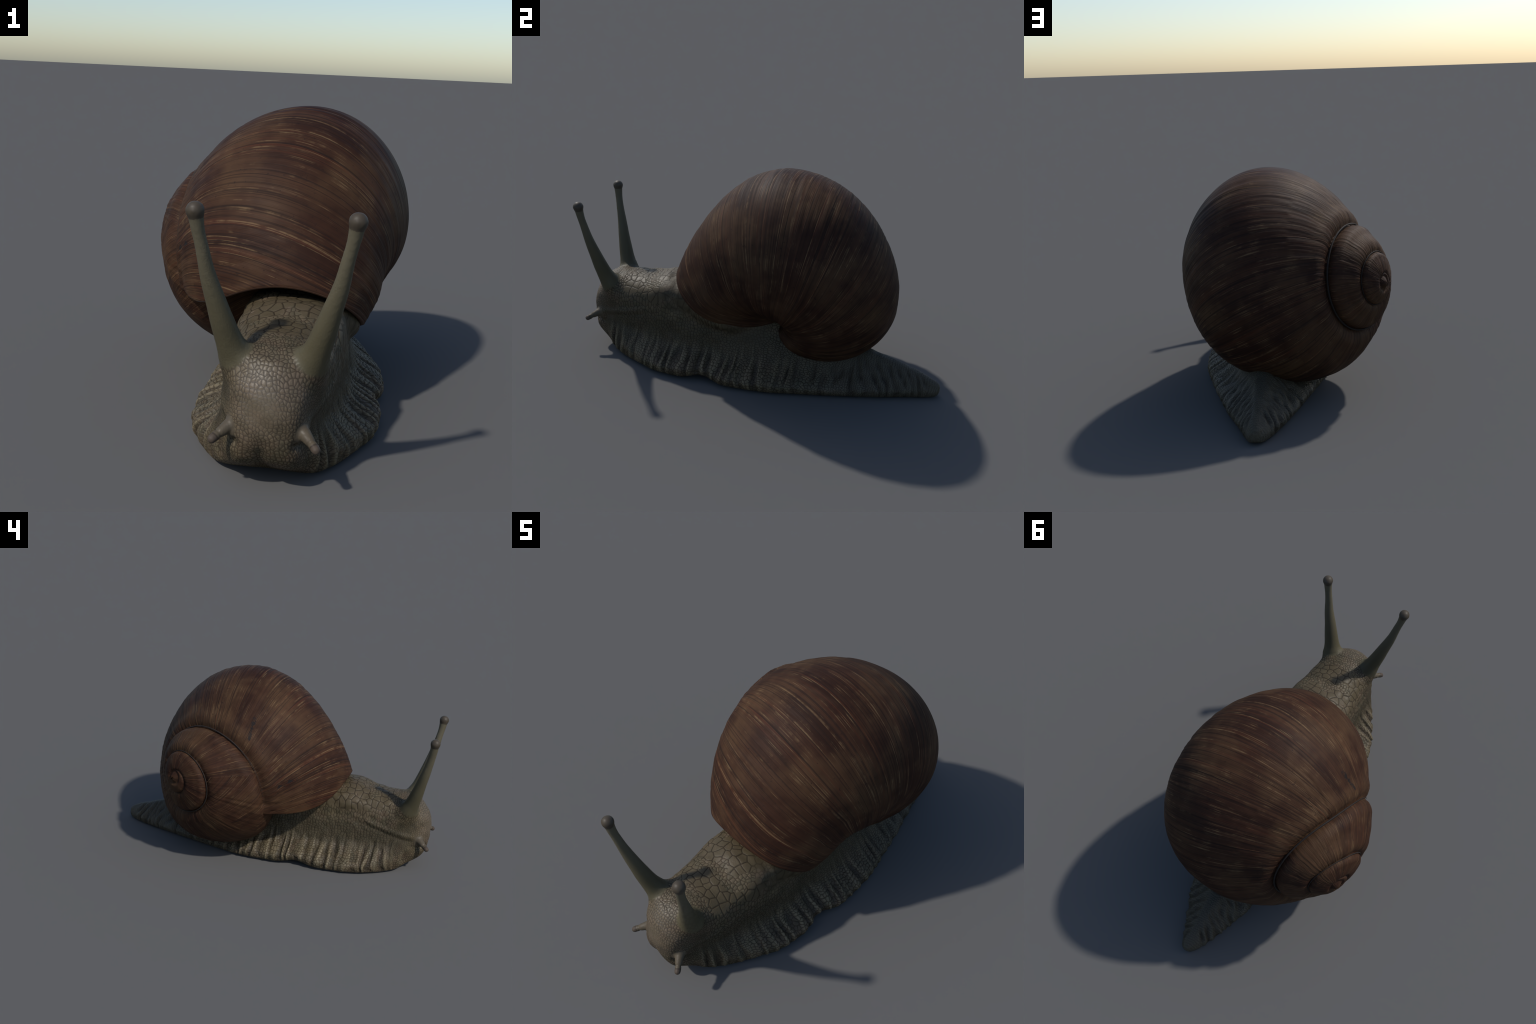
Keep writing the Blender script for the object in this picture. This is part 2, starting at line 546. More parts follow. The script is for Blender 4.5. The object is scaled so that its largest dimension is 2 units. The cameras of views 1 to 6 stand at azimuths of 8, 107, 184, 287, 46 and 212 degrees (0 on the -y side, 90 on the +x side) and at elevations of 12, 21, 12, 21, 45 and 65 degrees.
# stations along the body, tail tip to nose:
# y, left edge x, right edge x, sole z, edge z, mid x, groove fraction, groove z, dome half width, dome z, top z
BODY = [
    (0.997, 0.104, 0.130, 0.028, 0.036, 0.117, 0.60, 0.042, 0.004, 0.046, 0.050),
    (0.987, 0.090, 0.147, 0.010, 0.034, 0.117, 0.70, 0.052, 0.012, 0.062, 0.067),
    (0.95, 0.062, 0.168, 0.002, 0.034, 0.117, 0.70, 0.066, 0.022, 0.082, 0.090),
    (0.85, 0.012, 0.210, 0.000, 0.036, 0.112, 0.68, 0.082, 0.030, 0.112, 0.124),
    (0.70, -0.040, 0.274, 0.000, 0.038, 0.112, 0.66, 0.096, 0.040, 0.150, 0.168),
    (0.50, -0.100, 0.342, 0.000, 0.040, 0.115, 0.66, 0.108, 0.065, 0.200, 0.228),
    (0.30, -0.157, 0.402, 0.000, 0.044, 0.115, 0.68, 0.120, 0.095, 0.260, 0.295),
    (0.10, -0.202, 0.454, 0.000, 0.048, 0.120, 0.68, 0.128, 0.125, 0.330, 0.370),
    (-0.10, -0.208, 0.468, 0.002, 0.050, 0.125, 0.68, 0.134, 0.155, 0.390, 0.435),
    (-0.23, -0.192, 0.438, 0.022, 0.064, 0.130, 0.68, 0.140, 0.165, 0.415, 0.465),
    (-0.35, -0.206, 0.462, 0.002, 0.052, 0.135, 0.66, 0.138, 0.172, 0.425, 0.478),
    (-0.50, -0.199, 0.446, 0.000, 0.050, 0.138, 0.64, 0.140, 0.172, 0.420, 0.477),
    (-0.60, -0.177, 0.404, 0.000, 0.050, 0.138, 0.66, 0.145, 0.165, 0.395, 0.458),
    (-0.70, -0.132, 0.358, 0.000, 0.050, 0.132, 0.72, 0.160, 0.158, 0.370, 0.440),
    (-0.80, -0.074, 0.300, 0.008, 0.058, 0.124, 0.84, 0.190, 0.145, 0.365, 0.438),
    (-0.87, -0.024, 0.252, 0.044, 0.088, 0.122, 0.94, 0.205, 0.130, 0.355, 0.428),
    (-0.915, 0.002, 0.232, 0.070, 0.112, 0.122, 0.97, 0.210, 0.112, 0.335, 0.402),
    (-0.945, 0.018, 0.222, 0.096, 0.140, 0.122, 0.98, 0.212, 0.088, 0.305, 0.360),
    (-0.967, 0.045, 0.196, 0.136, 0.172, 0.122, 0.98, 0.215, 0.060, 0.272, 0.312),
    (-0.980, 0.090, 0.150, 0.188, 0.205, 0.122, 0.98, 0.224, 0.022, 0.240, 0.252),
]


def body_loft():
    B = np.array(BODY)[::-1]
    yk = B[:, 0]
    # denser rows near both ends
    t = np.linspace(0, PI, 260)
    ys = yk[0] + (yk[-1] - yk[0]) * (0.5 * (t / PI) + 0.5 * (1 - np.cos(t)) / 2)
    c = [pchip(ys, yk, B[:, j]) for j in range(1, 11)]
    xl, xr, zb, ze, xc, fg, zg, wd, zd, zt = c
    NS = 160
    rings = []
    for i, y in enumerate(ys):
        half = []
        for e in (xr[i], xl[i]):
            w = e - xc[i]
            s = np.sign(w)
            thick = (ze[i] - zb[i])
            half.append([(xc[i] + 0.80 * w, zb[i]),
                         (xc[i] + w - s * 0.012 * min(1, abs(w) / 0.1), zb[i] + 0.18 * thick),
                         (xc[i] + w, ze[i]),
                         (xc[i] + fg[i] * w, zg[i]),
                         (xc[i] + s * (0.42 * fg[i] * abs(w) + 0.58 * wd[i] + 0.006), 0.50 * zg[i] + 0.50 * zd[i]),
                         (xc[i] + s * wd[i], zd[i]),
                         (xc[i] + s * wd[i] * 0.52, zt[i] - 0.16 * (zt[i] - zd[i]))])
        loop = [(xc[i], zb[i])] + half[0] + [(xc[i], zt[i])] + half[1][::-1]
        q = np.array(loop)
        # closed uniform cubic through the points, chord parametrised
        d = np.linalg.norm(np.roll(q, -1, 0) - q, axis=1) ** 0.5
        k = np.concatenate([[0], np.cumsum(d)])
        ext = np.concatenate([q[-2:], q, q[:3]])
        ke = np.concatenate([[-d[-1] - d[-2], -d[-1]], k, [k[-1] + d[0], k[-1] + d[0] + d[1]]])
        s_ = np.linspace(0, k[-1], NS, endpoint=False)
        px, pz = hermite(s_, ke, ext[:, 0]), hermite(s_, ke, ext[:, 1])
        rings.append(np.stack([px, np.full(NS, y), pz], 1))
    V = np.concatenate(rings)
    nr = len(ys)
    idx = np.arange(nr * NS).reshape(nr, NS)
    nx = np.roll(idx, -1, 1)
    F = np.stack([idx[:-1], nx[:-1], nx[1:], idx[1:]], -1).reshape(-1, 4).tolist()
    F.append(tuple(idx[0][::-1]))
    F.append(tuple(idx[-1]))
    return V, F


def tube(path, radii, n=40, sub=60):
    """closed tube along a smooth path with rounded end"""
    path = np.array(path, float)
    L = np.concatenate([[0], np.cumsum(np.linalg.norm(np.diff(path, axis=0), axis=1))])
    s = np.linspace(0, L[-1], sub)
    C = np.stack([hermite(s, L, path[:, j]) for j in range(3)], 1)
    rk = np.array(radii)
    R = pchip(s / L[-1], rk[:, 0], rk[:, 1])
    T = np.gradient(C, axis=0)
    T /= np.linalg.norm(T, axis=1, keepdims=True)
    a = np.cross(T, [1.0, 0.3, 0.2])
    a /= np.linalg.norm(a, axis=1, keepdims=True)
    b = np.cross(T, a)
    ph = np.linspace(0, 2 * PI, n, endpoint=False)
    V = (C[:, None] + R[:, None, None] * (np.cos(ph)[None, :, None] * a[:, None] + np.sin(ph)[None, :, None] * b[:, None])).reshape(-1, 3)
    idx = np.arange(sub * n).reshape(sub, n)
    nx = np.roll(idx, -1, 1)
    F = np.stack([idx[:-1], nx[:-1], nx[1:], idx[1:]], -1).reshape(-1, 4).tolist()
    F.append(tuple(idx[0][::-1]))
    F.append(tuple(idx[-1]))
    return V, F, C, R


def mirror(path):
    return [(2 * XC - x, y, z) for x, y, z in path]


STALK = [(0.190, -0.775, 0.270), (0.222, -0.825, 0.345), (0.249, -0.862, 0.419), (0.271, -0.886, 0.488), (0.293, -0.909, 0.568),
         (0.316, -0.931, 0.652), (0.332, -0.951, 0.736), (0.345, -0.964, 0.800), (0.352, -0.9708, 0.849)]
STALK_R = [(0, 0.080), (0.13, 0.072), (0.26, 0.053), (0.38, 0.041), (0.5, 0.0335), (0.63, 0.0275), (0.78, 0.0215), (0.88, 0.0198), (0.94, 0.0215), (1.0, 0.024)]
FEELER = [(0.205, -0.885, 0.205), (0.236, -0.932, 0.194), (0.258, -0.957, 0.181), (0.2775, -0.980, 0.168)]
FEELER_R = [(0, 0.036), (0.35, 0.0255), (0.6, 0.019), (0.85, 0.0155), (1.0, 0.0145)]
EYE_R = 0.0285
COLLAR = [(0.22, -0.400, 0.425), (0.285, -0.350, 0.392), (0.312, -0.25, 0.345), (0.305, -0.13, 0.312), (0.26, 0.02, 0.300)]
STALKS, FEELERS = [STALK, mirror(STALK)], [FEELER, mirror(FEELER)]


def ball(c, r, nu=32, nv=20):
    V = [(c[0], c[1], c[2] + r)]
    for i in range(1, nv):
        a = PI * i / nv
        for j in range(nu):
            b = 2 * PI * j / nu
            V.append((c[0] + r * math.sin(a) * math.cos(b), c[1] + r * math.sin(a) * math.sin(b), c[2] + r * math.cos(a)))
    V.append((c[0], c[1], c[2] - r))
    F = []
    for j in range(nu):
        F.append((0, 1 + j, 1 + (j + 1) % nu))
        for i in range(nv - 2):
            a, b = 1 + i * nu + j, 1 + i * nu + (j + 1) % nu
            F.append((a, a + nu, b + nu, b))
        F.append((1 + (nv - 2) * nu + j, len(V) - 1, 1 + (nv - 2) * nu + (j + 1) % nu))
    return np.array(V), F


def union_body():
    pieces = [body_loft()]
    stalk_axes, feeler_axes = [], []
    for p in STALKS:
        v, f, c, r = tube(p, STALK_R)
        pieces.append((v, f))
        stalk_axes.append((c, r))
        pieces.append(ball(p[-1], EYE_R))
    for p in FEELERS:
        v, f, c, r = tube(p, FEELER_R)
        pieces.append((v, f))
        feeler_axes.append((c, r))
        pieces.append(ball(p[-1], 0.0155))
    # collar of the mantle that fills the mouth along its lower right edge
    v, f, c, r = tube(COLLAR, [(0, 0.035), (0.2, 0.055), (0.6, 0.055), (1.0, 0.03)])
    pieces.append((v, f))
    off = 0
    VV, FF = [], []
    for v, f in pieces:
        VV.append(v)
        FF += [tuple(int(i) + off for i in q) for q in f]
        off += len(v)
    me = bpy.data.meshes.new("body_union")
    me.from_pydata(np.concatenate(VV).tolist(), [], FF)
    bm = bmesh.new()
    bm.from_mesh(me)
    # each piece closed; make windings agree outward piece by piece
    bmesh.ops.recalc_face_normals(bm, faces=bm.faces)
    bm.to_mesh(me)
    bm.free()
    ob = bpy.data.objects.new("body_union", me)
    bpy.context.scene.collection.objects.link(ob)
    md = ob.modifiers.new("r", "REMESH")
    md.mode = "VOXEL"
    md.voxel_size = 0.0052
    md.adaptivity = 0.0
    dg = bpy.context.evaluated_depsgraph_get()
    out = bpy.data.meshes.new_from_object(ob.evaluated_get(dg))
    bpy.data.objects.remove(ob)
    bpy.data.meshes.remove(me)
    return out, stalk_axes, feeler_axes, (c, r)


def axis_dist(P, axes):
    """nearest distance to a polyline of centres, with parameter 0..1 and local radius"""
    C, R = axes
    d = np.full(len(P), 1e9)
    k = np.zeros(len(P), int)
    for i in range(0, len(C)):
        dd = np.linalg.norm(P - C[i], axis=1)
        m = dd < d
        d[m] = dd[m]
        k[m] = i
    return d, k / (len(C) - 1), R[k]


def smooth_mesh(co, edges, w, iters):
    n = len(co)
    deg = np.bincount(edges.ravel(), minlength=n).astype(float)[:, None]
    for _ in range(iters):
        acc = np.zeros_like(co)
        for a in range(3):
            acc[:, a] = (np.bincount(edges[:, 0], co[edges[:, 1], a], n) + np.bincount(edges[:, 1], co[edges[:, 0], a], n))
        co = co + (acc / deg - co) * w[:, None]
    return co


body_me, stalk_axes, feeler_axes, collar_axis = union_body()
co = get_co(body_me)
edges = np.empty(len(body_me.edges) * 2, np.int32)
body_me.edges.foreach_get("vertices", edges)
edges = edges.reshape(-1, 2)
# general fairing, then stronger blending where stalks grow from the head
co = smooth_mesh(co, edges, np.full(len(co), 0.5), 4)
w = np.zeros(len(co))
for ax in stalk_axes:
    d, t, r = axis_dist(co, ax)
    w = np.maximum(w, sstep(0.15, 0.10, d) * sstep(0.46, 0.28, t))
for ax in feeler_axes:
    d, t, r = axis_dist(co, ax)
    w = np.maximum(w, 0.6 * sstep(0.06, 0.035, d) * sstep(0.5, 0.3, t))
d, t, r = axis_dist(co, collar_axis)
w = np.maximum(w, sstep(0.14, 0.08, d))
co = smooth_mesh(co, edges, 0.5 * w, 80)
set_co(body_me, co)

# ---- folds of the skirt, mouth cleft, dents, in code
no = get_no(body_me)
x, y, z = co.T
B = np.array(BODY)[::-1]
xl, xr = pchip(y, B[:, 0], B[:, 1]), pchip(y, B[:, 0], B[:, 2])
zg = pchip(y, B[:, 0], B[:, 7])
right = x > XC
edge_x = np.where(right, xr, xl)
out = np.abs(x - XC) / np.maximum(np.abs(edge_x - XC), 1e-3)
up = no[:, 2]
sideways = sstep(-0.5, 0.2, no[:, 2])            # keep the sole flat
skirt = sstep(0.40, 0.85, out) * sstep(1.6, 0.45, z / zg) * sideways * sstep(-0.93, -0.82, y)
tail_m = sstep(0.45, 0.6, y)
disp = np.zeros(len(co))
# gentle lumps everywhere on the skin
lump = 0.004 * noise2(y * 14 + x * 3, z * 14 + x * 9, 21) + 0.0025 * noise2(y * 33 - x * 5, z * 31 + x * 17, 22)
stalky = np.zeros(len(co))
for ax in stalk_axes:
    d, t, r = axis_dist(co, ax)
    stalky = np.maximum(stalky, sstep(1.9, 1.15, d / r) * sstep(0.22, 0.34, t))
for ax in feeler_axes:
    d, t, r = axis_dist(co, ax)
    stalky = np.maximum(stalky, sstep(2.0, 1.2, d / r) * sstep(0.2, 0.45, t))
disp += lump * sideways * (1 - stalky)
# groove running from the feeler back and up along each side of the neck
gl_z = 0.165 + 0.24 * np.clip((-y - 0.45) / -0.5 + 1.0, 0, 1.2) * 0.6
for sgn in (-1, 1):
    m = (np.sign(x - XC) == sgn)
    line = 0.185 + 0.30 * (y + 0.90)
    gr = np.exp(-((z - line) / 0.010) ** 2) * sstep(-0.93, -0.86, y) * sstep(-0.52, -0.66, y) * m
    disp -= 0.0022 * gr * (1 - stalky)
    ridge = np.exp(-((z - line - 0.026) / 0.017) ** 2) * sstep(-0.93, -0.86, y) * sstep(-0.52, -0.66, y) * m
    disp += 0.007 * ridge * (1 - stalky)
# mouth cleft between two lobes, tucked chin
front = sstep(-0.80, -0.90, y)
cl = np.exp(-((x - 0.112) / 0.018) ** 2) * sstep(0.185, 0.12, z) * front
disp -= 0.009 * cl
for sgn in (-1, 1):
    lobe = np.exp(-((x - 0.112 - sgn * 0.062) / 0.042) ** 2 - ((z - 0.095) / 0.055) ** 2) * front
    disp += 0.003 * lobe
    pit = np.exp(-((x - XC - sgn * 0.100) / 0.016) ** 2 - ((z - 0.155) / 0.018) ** 2) * front
    disp -= 0.016 * pit * (1 - stalky)
co = co + no * disp[:, None]
# ring groove near the feeler tips
for ax in feeler_axes:
    C, R = ax
    d, t, r = axis_dist(co, ax)
    g = np.exp(-((t - 0.80) / 0.03) ** 2) * (d < 0.03)
    k = np.clip((t * (len(C) - 1)).astype(int), 0, len(C) - 1)
    v = co - C[k]
    co = co - v / (np.linalg.norm(v, axis=1, keepdims=True) + 1e-9) * (0.003 * g)[:, None]
set_co(body_me, co)


# ---- scales: one voronoi field, shared by the relief and the colours
def scale_field(n, P):
    """height 0..1 of the tubercles, relief depth, bare-skin mask, big-scale mask, fine mask, per-scale random tone"""
    x, y, z = n.sep(P)
    wob = n.vmath("SCALE", n.vmath("SUBTRACT", n.noise3(P, 16.0), (0.5, 0.5, 0.5)), scale=0.020)
    X, Y, Z = n.sep(n.vmath("ADD", P, wob))
    dx = n.math("SUBTRACT", X, XC)
    dz = n.math("SUBTRACT", Z, 0.04)
    ang = n.math("ARCTAN2", dx, dz)
    wrap_uv = n.comb(n.math("MULTIPLY", ang, 0.37), Y, 0.0)      # round the body
    # unrolled from the snout outward over the head
    hx, hy, hz = n.math("SUBTRACT", X, XC), n.math("SUBTRACT", Y, -0.79), n.math("SUBTRACT", Z, 0.20)
    hr = n.math("SQRT", n.math("ADD", n.math("MULTIPLY", hx, hx), n.math("MULTIPLY", hz, hz)))
    phi = n.math("DIVIDE", n.math("ARCTAN2", hr, n.math("MULTIPLY", hy, -1.0)), n.math("MAXIMUM", hr, 1e-4))
    phi = n.math("MULTIPLY", phi, 0.19)
    face_uv = n.comb(n.math("MULTIPLY", hx, phi), n.math("MULTIPLY", hz, phi), 0.0)
    nose = n.remap(y, -0.785, -0.805)
    warp = n.noise(P, 7.0, 1.0)
    # region of large flat scales on the back of the neck
    big = n.math("MULTIPLY", n.remap(n.math("ADD", z, n.math("MULTIPLY", warp, 0.10)), 0.385, 0.425),
                 n.math("MULTIPLY", n.remap(y, -0.765, -0.735), n.remap(n.noise(P, 9.0, 2.0), 0.40, 0.44)))
    head = n.math("MULTIPLY", n.remap(y, -0.74, -0.80), n.remap(z, -0.2, -0.1))
    tail = n.remap(y, 0.25, 0.65)
    fine = n.math("MAXIMUM", head, tail)

    def plates(uv, scale, lo, hi, rand):
        edge = n.voronoi(uv, scale, rand=rand)[0]
        f1 = n.voronoi(uv, scale, "F1", rand)
        rnd = n.sep(f1["Color"])[0]
        dome = n.math("SUBTRACT", 1.0, n.math("MULTIPLY", n.math("MULTIPLY", f1["Distance"], f1["Distance"]), 0.5))
        return n.math("MULTIPLY", n.remap(edge, lo, hi), dome, clamp=True), rnd

    e_med, r_med = plates(wrap_uv, 58.0, 0.025, 0.20, 0.80)
    e_big, r_big = plates(wrap_uv, 27.0, 0.015, 0.115, 0.72)
    e_fw, r_fw = plates(wrap_uv, 84.0, 0.03, 0.27, 0.85)
    e_ff, r_ff = plates(face_uv, 80.0, 0.03, 0.27, 0.85)
    e_fine, r_fine = n.mixf(nose, e_fw, e_ff), n.mixf(nose, r_fw, r_ff)
    kf, kb = n.remap(fine, 0.45, 0.55), n.remap(big, 0.45, 0.55)
    e = n.mixf(kb, n.mixf(kf, e_med, e_fine), e_big)
    rnd = n.mixf(kb, n.mixf(kf, r_med, r_fine), r_big)
    dep = n.mixf(big, n.mixf(fine, 0.0018, 0.0012), 0.0016)
    # the collar under the shell edge is smooth
    col = n.remap(n.vmath("DISTANCE", P, (0.30, -0.40, 0.42)), 0.17, 0.09)
    col = n.math("MAXIMUM", col, n.remap(n.vmath("DISTANCE", P, (0.33, -0.02, 0.33)), 0.19, 0.10))
    dep = n.math("MULTIPLY", dep, n.remap(col, 0.0, 1.0, 1.0, 0.12))
    e = n.mixf(n.math("MULTIPLY", col, 0.75), e, 0.30)
    snout = n.remap(n.vmath("DISTANCE", P, (0.115, -0.965, 0.27)), 0.085, 0.03)
    e = n.mixf(n.math("MULTIPLY", snout, 0.6), e, 0.65)
    # bare skin on the stalks and feelers
    bare = None
    for p, r0, r1 in BARE:
        for a, b, ra, rb in p:
            pa = n.vmath("SUBTRACT", P, a)
            ba = tuple(b[i] - a[i] for i in range(3))
            L2 = sum(c * c for c in ba)
            h = n.math("MULTIPLY", n.vmath("DOT_PRODUCT", pa, ba), 1.0 / L2, clamp=True)
            d = n.vmath("LENGTH", n.vmath("SUBTRACT", pa, n.vmath("SCALE", ba, scale=h)))
            k = n.remap(d, ra, rb)
            bare = k if bare is None else n.math("MAXIMUM", bare, k)
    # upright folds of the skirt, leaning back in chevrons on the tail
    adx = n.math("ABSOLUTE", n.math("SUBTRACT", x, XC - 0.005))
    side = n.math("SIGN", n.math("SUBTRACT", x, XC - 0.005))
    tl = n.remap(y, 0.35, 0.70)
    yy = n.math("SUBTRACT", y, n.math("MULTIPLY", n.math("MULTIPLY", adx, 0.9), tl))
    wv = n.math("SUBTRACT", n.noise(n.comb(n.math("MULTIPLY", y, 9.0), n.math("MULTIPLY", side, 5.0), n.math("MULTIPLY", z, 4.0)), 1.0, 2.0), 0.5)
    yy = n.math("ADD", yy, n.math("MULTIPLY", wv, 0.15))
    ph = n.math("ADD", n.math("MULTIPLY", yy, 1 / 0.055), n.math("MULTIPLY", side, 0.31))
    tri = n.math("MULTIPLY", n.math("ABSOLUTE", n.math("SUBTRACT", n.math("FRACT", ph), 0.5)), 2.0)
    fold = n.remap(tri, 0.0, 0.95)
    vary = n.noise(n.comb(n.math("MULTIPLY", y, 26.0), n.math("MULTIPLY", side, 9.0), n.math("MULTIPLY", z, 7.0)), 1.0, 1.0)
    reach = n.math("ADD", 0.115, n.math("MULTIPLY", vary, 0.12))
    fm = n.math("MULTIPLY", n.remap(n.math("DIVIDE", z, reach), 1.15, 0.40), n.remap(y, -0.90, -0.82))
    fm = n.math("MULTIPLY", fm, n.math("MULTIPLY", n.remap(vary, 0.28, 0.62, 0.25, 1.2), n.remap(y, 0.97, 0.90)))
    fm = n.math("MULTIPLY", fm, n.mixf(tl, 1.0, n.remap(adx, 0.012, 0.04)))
    return e, dep, bare, big, fine, rnd, fold, fm


BARE = []
for p in STALKS:
    BARE.append(([(p[2], p[3], 0.072, 0.058), (p[3], p[5], 0.070, 0.050), (p[5], p[8], 0.055, 0.040)], 0, 0))
for p in FEELERS:
    BARE.append(([(p[1], p[3], 0.040, 0.030)], 0, 0))


def relief_group():
    g = bpy.data.node_groups.new("scale_relief", "GeometryNodeTree")
    g.interface.new_socket("Geometry", in_out="INPUT", socket_type="NodeSocketGeometry")
    g.interface.new_socket("Geometry", in_out="OUTPUT", socket_type="NodeSocketGeometry")
    n = Nodes(g)
    gi, go = g.nodes.new("NodeGroupInput"), g.nodes.new("NodeGroupOutput")
    pos = g.nodes.new("GeometryNodeInputPosition").outputs[0]
    nor = g.nodes.new("GeometryNodeInputNormal").outputs[0]
    e, dep, bare, big, fine, rnd, fold, fm = scale_field(n, pos)
    sole = n.remap(n.sep(nor)[2], -0.7, -0.2)
    y_ = n.sep(pos)[1]
    k = n.math("MULTIPLY", n.math("MULTIPLY", n.math("SUBTRACT", e, 0.6), dep),
               n.math("MULTIPLY", n.math("SUBTRACT", 1.0, bare), sole))
    fk = n.math("MULTIPLY", n.math("MULTIPLY", n.math("SUBTRACT", fold, 0.72), fm), n.mixf(n.remap(y_, 0.3, 0.7), 0.0120, 0.0105))
    k = n.math("ADD", k, n.math("MULTIPLY", fk, sole))
    sp = g.nodes.new("GeometryNodeSetPosition")
    g.links.new(gi.outputs[0], sp.inputs["Geometry"])
    n.put(sp.inputs["Offset"], n.vmath("SCALE", nor, scale=k))
    g.links.new(sp.outputs[0], go.inputs[0])
    return g


body_ob = bpy.data.objects.new("body_union", body_me)
bpy.context.scene.collection.objects.link(body_ob)
md = body_ob.modifiers.new("s", "SUBSURF")
md.subdivision_type = "CATMULL_CLARK"
md.levels = md.render_levels = 1
md = body_ob.modifiers.new("g", "NODES")
md.node_group = relief_group()
dg = bpy.context.evaluated_depsgraph_get()
fine_me = bpy.data.meshes.new_from_object(body_ob.evaluated_get(dg))
bpy.data.objects.remove(body_ob)
bpy.data.meshes.remove(body_me)

co = get_co(fine_me)
co[:, 2] -= co[:, 2].min()
set_co(fine_me, co)


def skin_material():
    m, n, b = material("snail_skin")
    tc = m.node_tree.nodes.new("ShaderNodeTexCoord")
    P = tc.outputs["Object"]
    x, y, z = n.sep(P)
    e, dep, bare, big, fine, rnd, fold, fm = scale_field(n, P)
    pat = n.noise(P, 6.0, 3.0, 0.55)
    pat2 = n.noise(P, 22.0, 2.0, 0.55)
    tint = n.mixc(n.remap(pat, 0.35, 0.65), (0.1039, 0.0818, 0.0475), (0.1060, 0.0768, 0.0503))
    tint = n.mixc(n.remap(pat2, 0.35, 0.7), tint, (0.0678, 0.0571, 0.0342))
    # every tubercle has its own tone
    tint = n.mixc(n.math("MULTIPLY", rnd, 0.28), tint, (0.0509, 0.0394, 0.0247))
    # large scales: olive
    tint = n.mixc(n.math("MULTIPLY", big, 0.75), tint, (0.0636, 0.0483, 0.0266))
    # occlusion shade of the valley between neck and skirt, painted into the tint
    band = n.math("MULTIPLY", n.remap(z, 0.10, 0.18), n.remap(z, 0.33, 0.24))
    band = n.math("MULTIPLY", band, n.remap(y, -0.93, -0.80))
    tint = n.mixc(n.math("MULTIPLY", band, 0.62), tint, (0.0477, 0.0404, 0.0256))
    tint = n.mixc(n.remap(y, 0.0, 0.7, 0.0, 0.8), tint, (0.0800, 0.0730, 0.0560))
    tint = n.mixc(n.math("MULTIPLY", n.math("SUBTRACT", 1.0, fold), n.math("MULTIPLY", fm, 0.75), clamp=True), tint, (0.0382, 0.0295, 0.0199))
    # nose is warmer and paler
    nose = n.math("MULTIPLY", n.remap(y, -0.86, -0.95), n.remap(z, 0.12, 0.25))
    tint = n.mixc(n.math("MULTIPLY", nose, 0.5), tint, (0.1272, 0.0946, 0.0608))
    # paler tint along the crests of the skirt folds
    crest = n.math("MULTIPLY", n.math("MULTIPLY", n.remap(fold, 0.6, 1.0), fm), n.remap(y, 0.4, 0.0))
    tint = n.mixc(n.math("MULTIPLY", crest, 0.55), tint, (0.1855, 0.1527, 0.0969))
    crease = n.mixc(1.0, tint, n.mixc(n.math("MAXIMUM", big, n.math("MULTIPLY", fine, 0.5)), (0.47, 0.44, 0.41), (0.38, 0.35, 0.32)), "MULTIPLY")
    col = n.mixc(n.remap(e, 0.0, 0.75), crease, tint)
    stalk_c = n.mixc(n.remap(z, 0.45, 0.80), (0.072, 0.062, 0.036), (0.094, 0.082, 0.054))
    feeler_c = n.mixc(n.noise(P, 30.0, 2.0), (0.090, 0.071, 0.047), (0.056, 0.045, 0.031))
    bare_c = n.mixc(n.remap(z, 0.30, 0.36), feeler_c, stalk_c)
    col = n.mixc(bare, col, bare_c)
    # dark ring behind the feeler tips, dusky stalk feet
    for p in FEELERS:
        dt = n.vmath("DISTANCE", P, p[-1])
        ring = n.math("MULTIPLY", n.remap(dt, 0.016, 0.0185), n.remap(dt, 0.0225, 0.020))
        col = n.mixc(n.math("MULTIPLY", ring, 0.75), col, (0.025, 0.018, 0.014))
        tip = n.remap(dt, 0.0190, 0.0170)
        col = n.mixc(n.math("MULTIPLY", tip, 0.8), col, (0.062, 0.046, 0.036))
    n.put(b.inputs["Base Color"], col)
    n.put(b.inputs["Roughness"], n.mixf(e, 0.62, 0.46))
    n.put(b.inputs["Specular IOR Level"], n.remap(n.vmath("DISTANCE", P, (0.115, -0.95, 0.30)), 0.20, 0.04, 0.18, 0.50))
    b.inputs["Subsurface Weight"].default_value = 0.0
    bp = m.node_tree.nodes.new("ShaderNodeBump")
    bp.inputs["Strength"].default_value = 0.25
    bp.inputs["Distance"].default_value = 0.003
    n.put(bp.inputs["Height"], n.noise(P, 150.0, 2.0))
    m.node_tree.links.new(bp.outputs[0], b.inputs["Normal"])
    return m


def eye_material():
    m, n, b = material("eye_brown_grey")
    tc = m.node_tree.nodes.new("ShaderNodeTexCoord")
    s = n.noise(tc.outputs["Object"], 40.0, 2.0)
    n.put(b.inputs["Base Color"], n.mixc(s, (0.043, 0.034, 0.024), (0.062, 0.049, 0.035)))
    b.inputs["Roughness"].default_value = 0.5
    b.inputs["Specular IOR Level"].default_value = 0.25
    return m


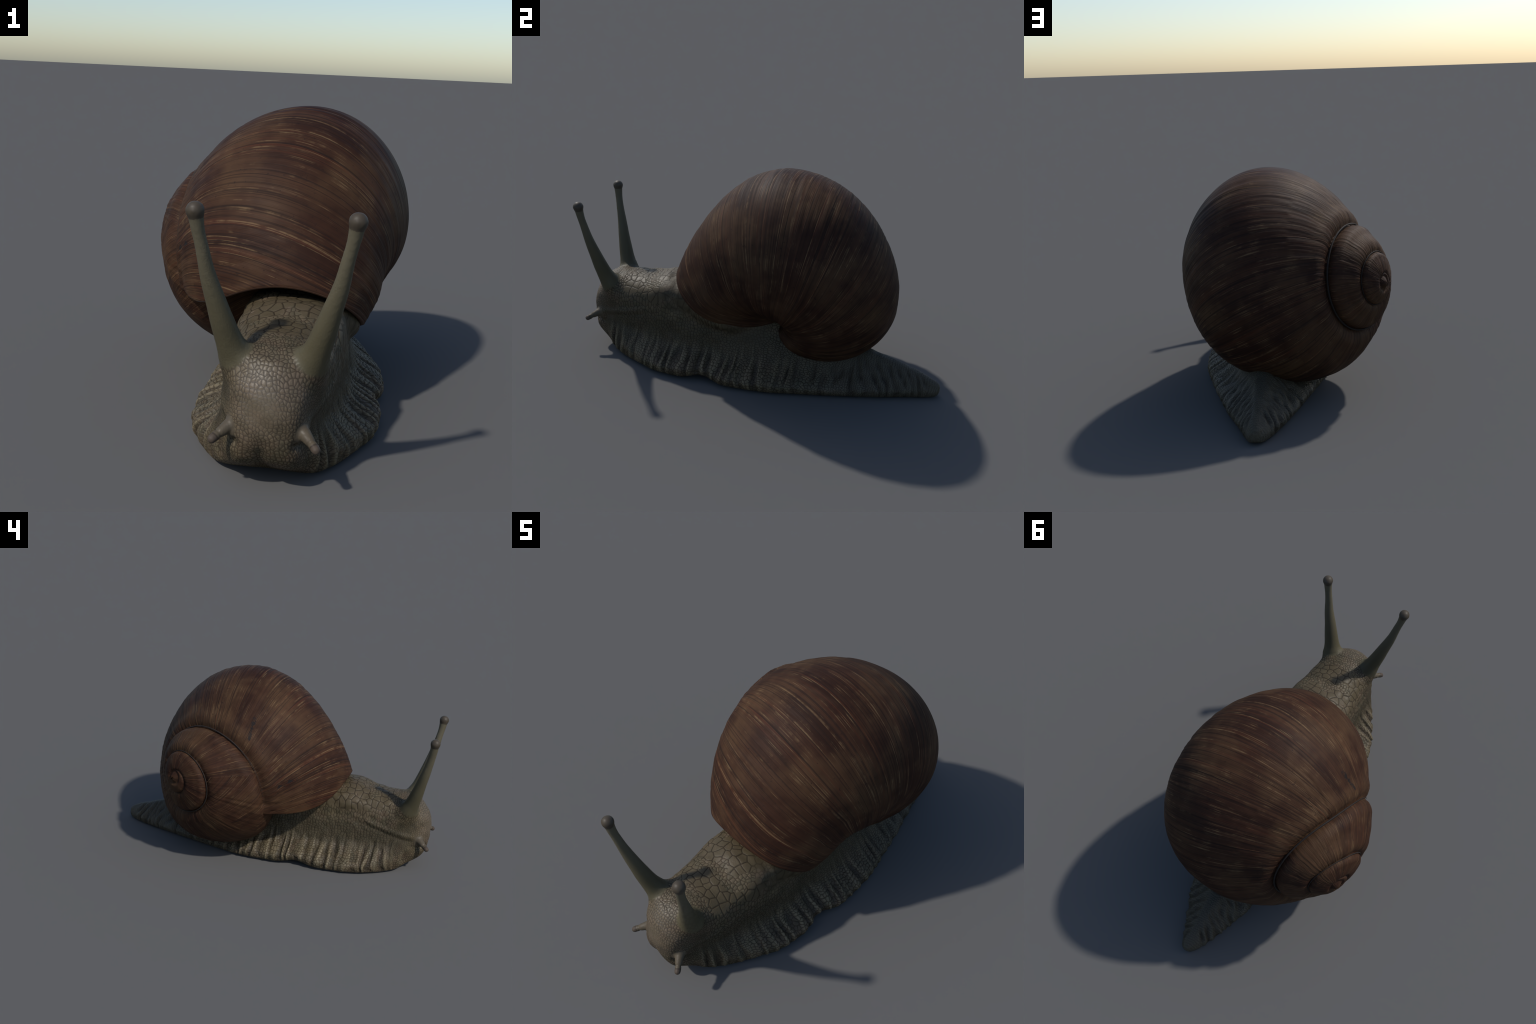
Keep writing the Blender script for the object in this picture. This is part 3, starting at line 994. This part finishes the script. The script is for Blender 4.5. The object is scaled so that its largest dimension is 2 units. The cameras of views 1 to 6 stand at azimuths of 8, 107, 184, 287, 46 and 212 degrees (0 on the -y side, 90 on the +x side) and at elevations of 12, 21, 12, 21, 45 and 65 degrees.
skin, eye_mat = skin_material(), eye_material()
fc = np.empty(len(fine_me.polygons) * 3, np.float32)
fine_me.polygons.foreach_get("center", fc)
fc = fc.reshape(-1, 3).astype(np.float64)
lab = np.zeros(len(fc), int)          # 0 foot 1 tail 2 neck 3 head 4,5 stalk 6,7 feeler 8,9 eye
B = np.array(BODY)[::-1]
fzg = pchip(fc[:, 1], B[:, 0], B[:, 7])
lab[:] = 0
lab[fc[:, 1] > 0.56] = 1
lab[(fc[:, 2] > fzg) & (fc[:, 1] < 0.1)] = 2
lab[(fc[:, 1] < -0.76) & ((fc[:, 2] > fzg * 0.62) | (fc[:, 1] < -0.885))] = 3
for i, ax in enumerate(stalk_axes):
    d, t, r = axis_dist(fc, ax)
    lab[(d < r * 1.35) & (t > 0.30)] = 4 + i
    c = np.array(STALKS[i][-1])
    ax_t = np.array(STALKS[i][-1]) - np.array(STALKS[i][-2])
    ax_t /= np.linalg.norm(ax_t)
    lab[(np.linalg.norm(fc - c, axis=1) < EYE_R * 1.5) & ((fc - c) @ ax_t > -0.019)] = 8 + i
for i, ax in enumerate(feeler_axes):
    d, t, r = axis_dist(fc, ax)
    lab[(d < r * 1.4) & (t > 0.38)] = 6 + i
names = ["foot", "tail", "neck", "head", "tentacle", "tentacle", "feeler", "feeler", "eye", "eye"]
split_mesh(fine_me, [(nm, lab == i, eye_mat if i >= 8 else skin) for i, nm in enumerate(names)], snail, None)
bpy.data.meshes.remove(fine_me)


# ================================================================== MANTLE (pale pads under the mouth edge)
def build_mantle():
    VV, FF = [], []
    off = 0
    for p0, p1, R in ((-0.40, 0.10, 0.016),):
        ps = np.linspace(p0, p1, 60)
        th = lip_turn(ps) - 0.06
        r, h = coil_section(th, ps)
        P = coil_local(th, r, h)
        rc, hc = coil_section(th, ps + PI)
        C = 0.5 * (P + coil_local(th, rc, hc))
        d = (C - P) / np.linalg.norm(C - P, axis=1, keepdims=True)
        P = (P + d * 0.030) @ np.stack([e1, e2, axis], 0) + APEX - np.array([0, 0, 0.010])
        s = np.linspace(0, 1, 60)
        rad = R * np.sqrt(np.maximum(1 - (2 * s - 1) ** 4, 0.001)) * (1 + 0.18 * noise1(s * 9, 31))
        T = np.gradient(P, axis=0)
        T /= np.linalg.norm(T, axis=1, keepdims=True)
        a = np.cross(T, [0.2, 0.1, 1.0])
        a /= np.linalg.norm(a, axis=1, keepdims=True)
        b = np.cross(T, a)
        n = 24
        ph = np.linspace(0, 2 * PI, n, endpoint=False)
        V = (P[:, None] + rad[:, None, None] * (np.cos(ph)[None, :, None] * a[:, None] + np.sin(ph)[None, :, None] * b[:, None])).reshape(-1, 3)
        idx = np.arange(60 * n).reshape(60, n)
        nx = np.roll(idx, -1, 1)
        F = np.stack([idx[:-1], nx[:-1], nx[1:], idx[1:]], -1).reshape(-1, 4).tolist() + [tuple(idx[0][::-1]), tuple(idx[-1])]
        VV.append(V)
        FF += [tuple(int(i) + off for i in f) for f in F]
        off += len(V)
    ob = new_object("mantle", np.concatenate(VV), FF, parent=snail)
    m, n, b = material("mantle_pale")
    tc = m.node_tree.nodes.new("ShaderNodeTexCoord")
    s = n.noise(tc.outputs["Object"], 25.0, 3.0)
    n.put(b.inputs["Base Color"], n.mixc(s, (0.13, 0.115, 0.085), (0.17, 0.15, 0.112)))
    b.inputs["Roughness"].default_value = 0.55
    ob.data.materials.append(m)


build_mantle()
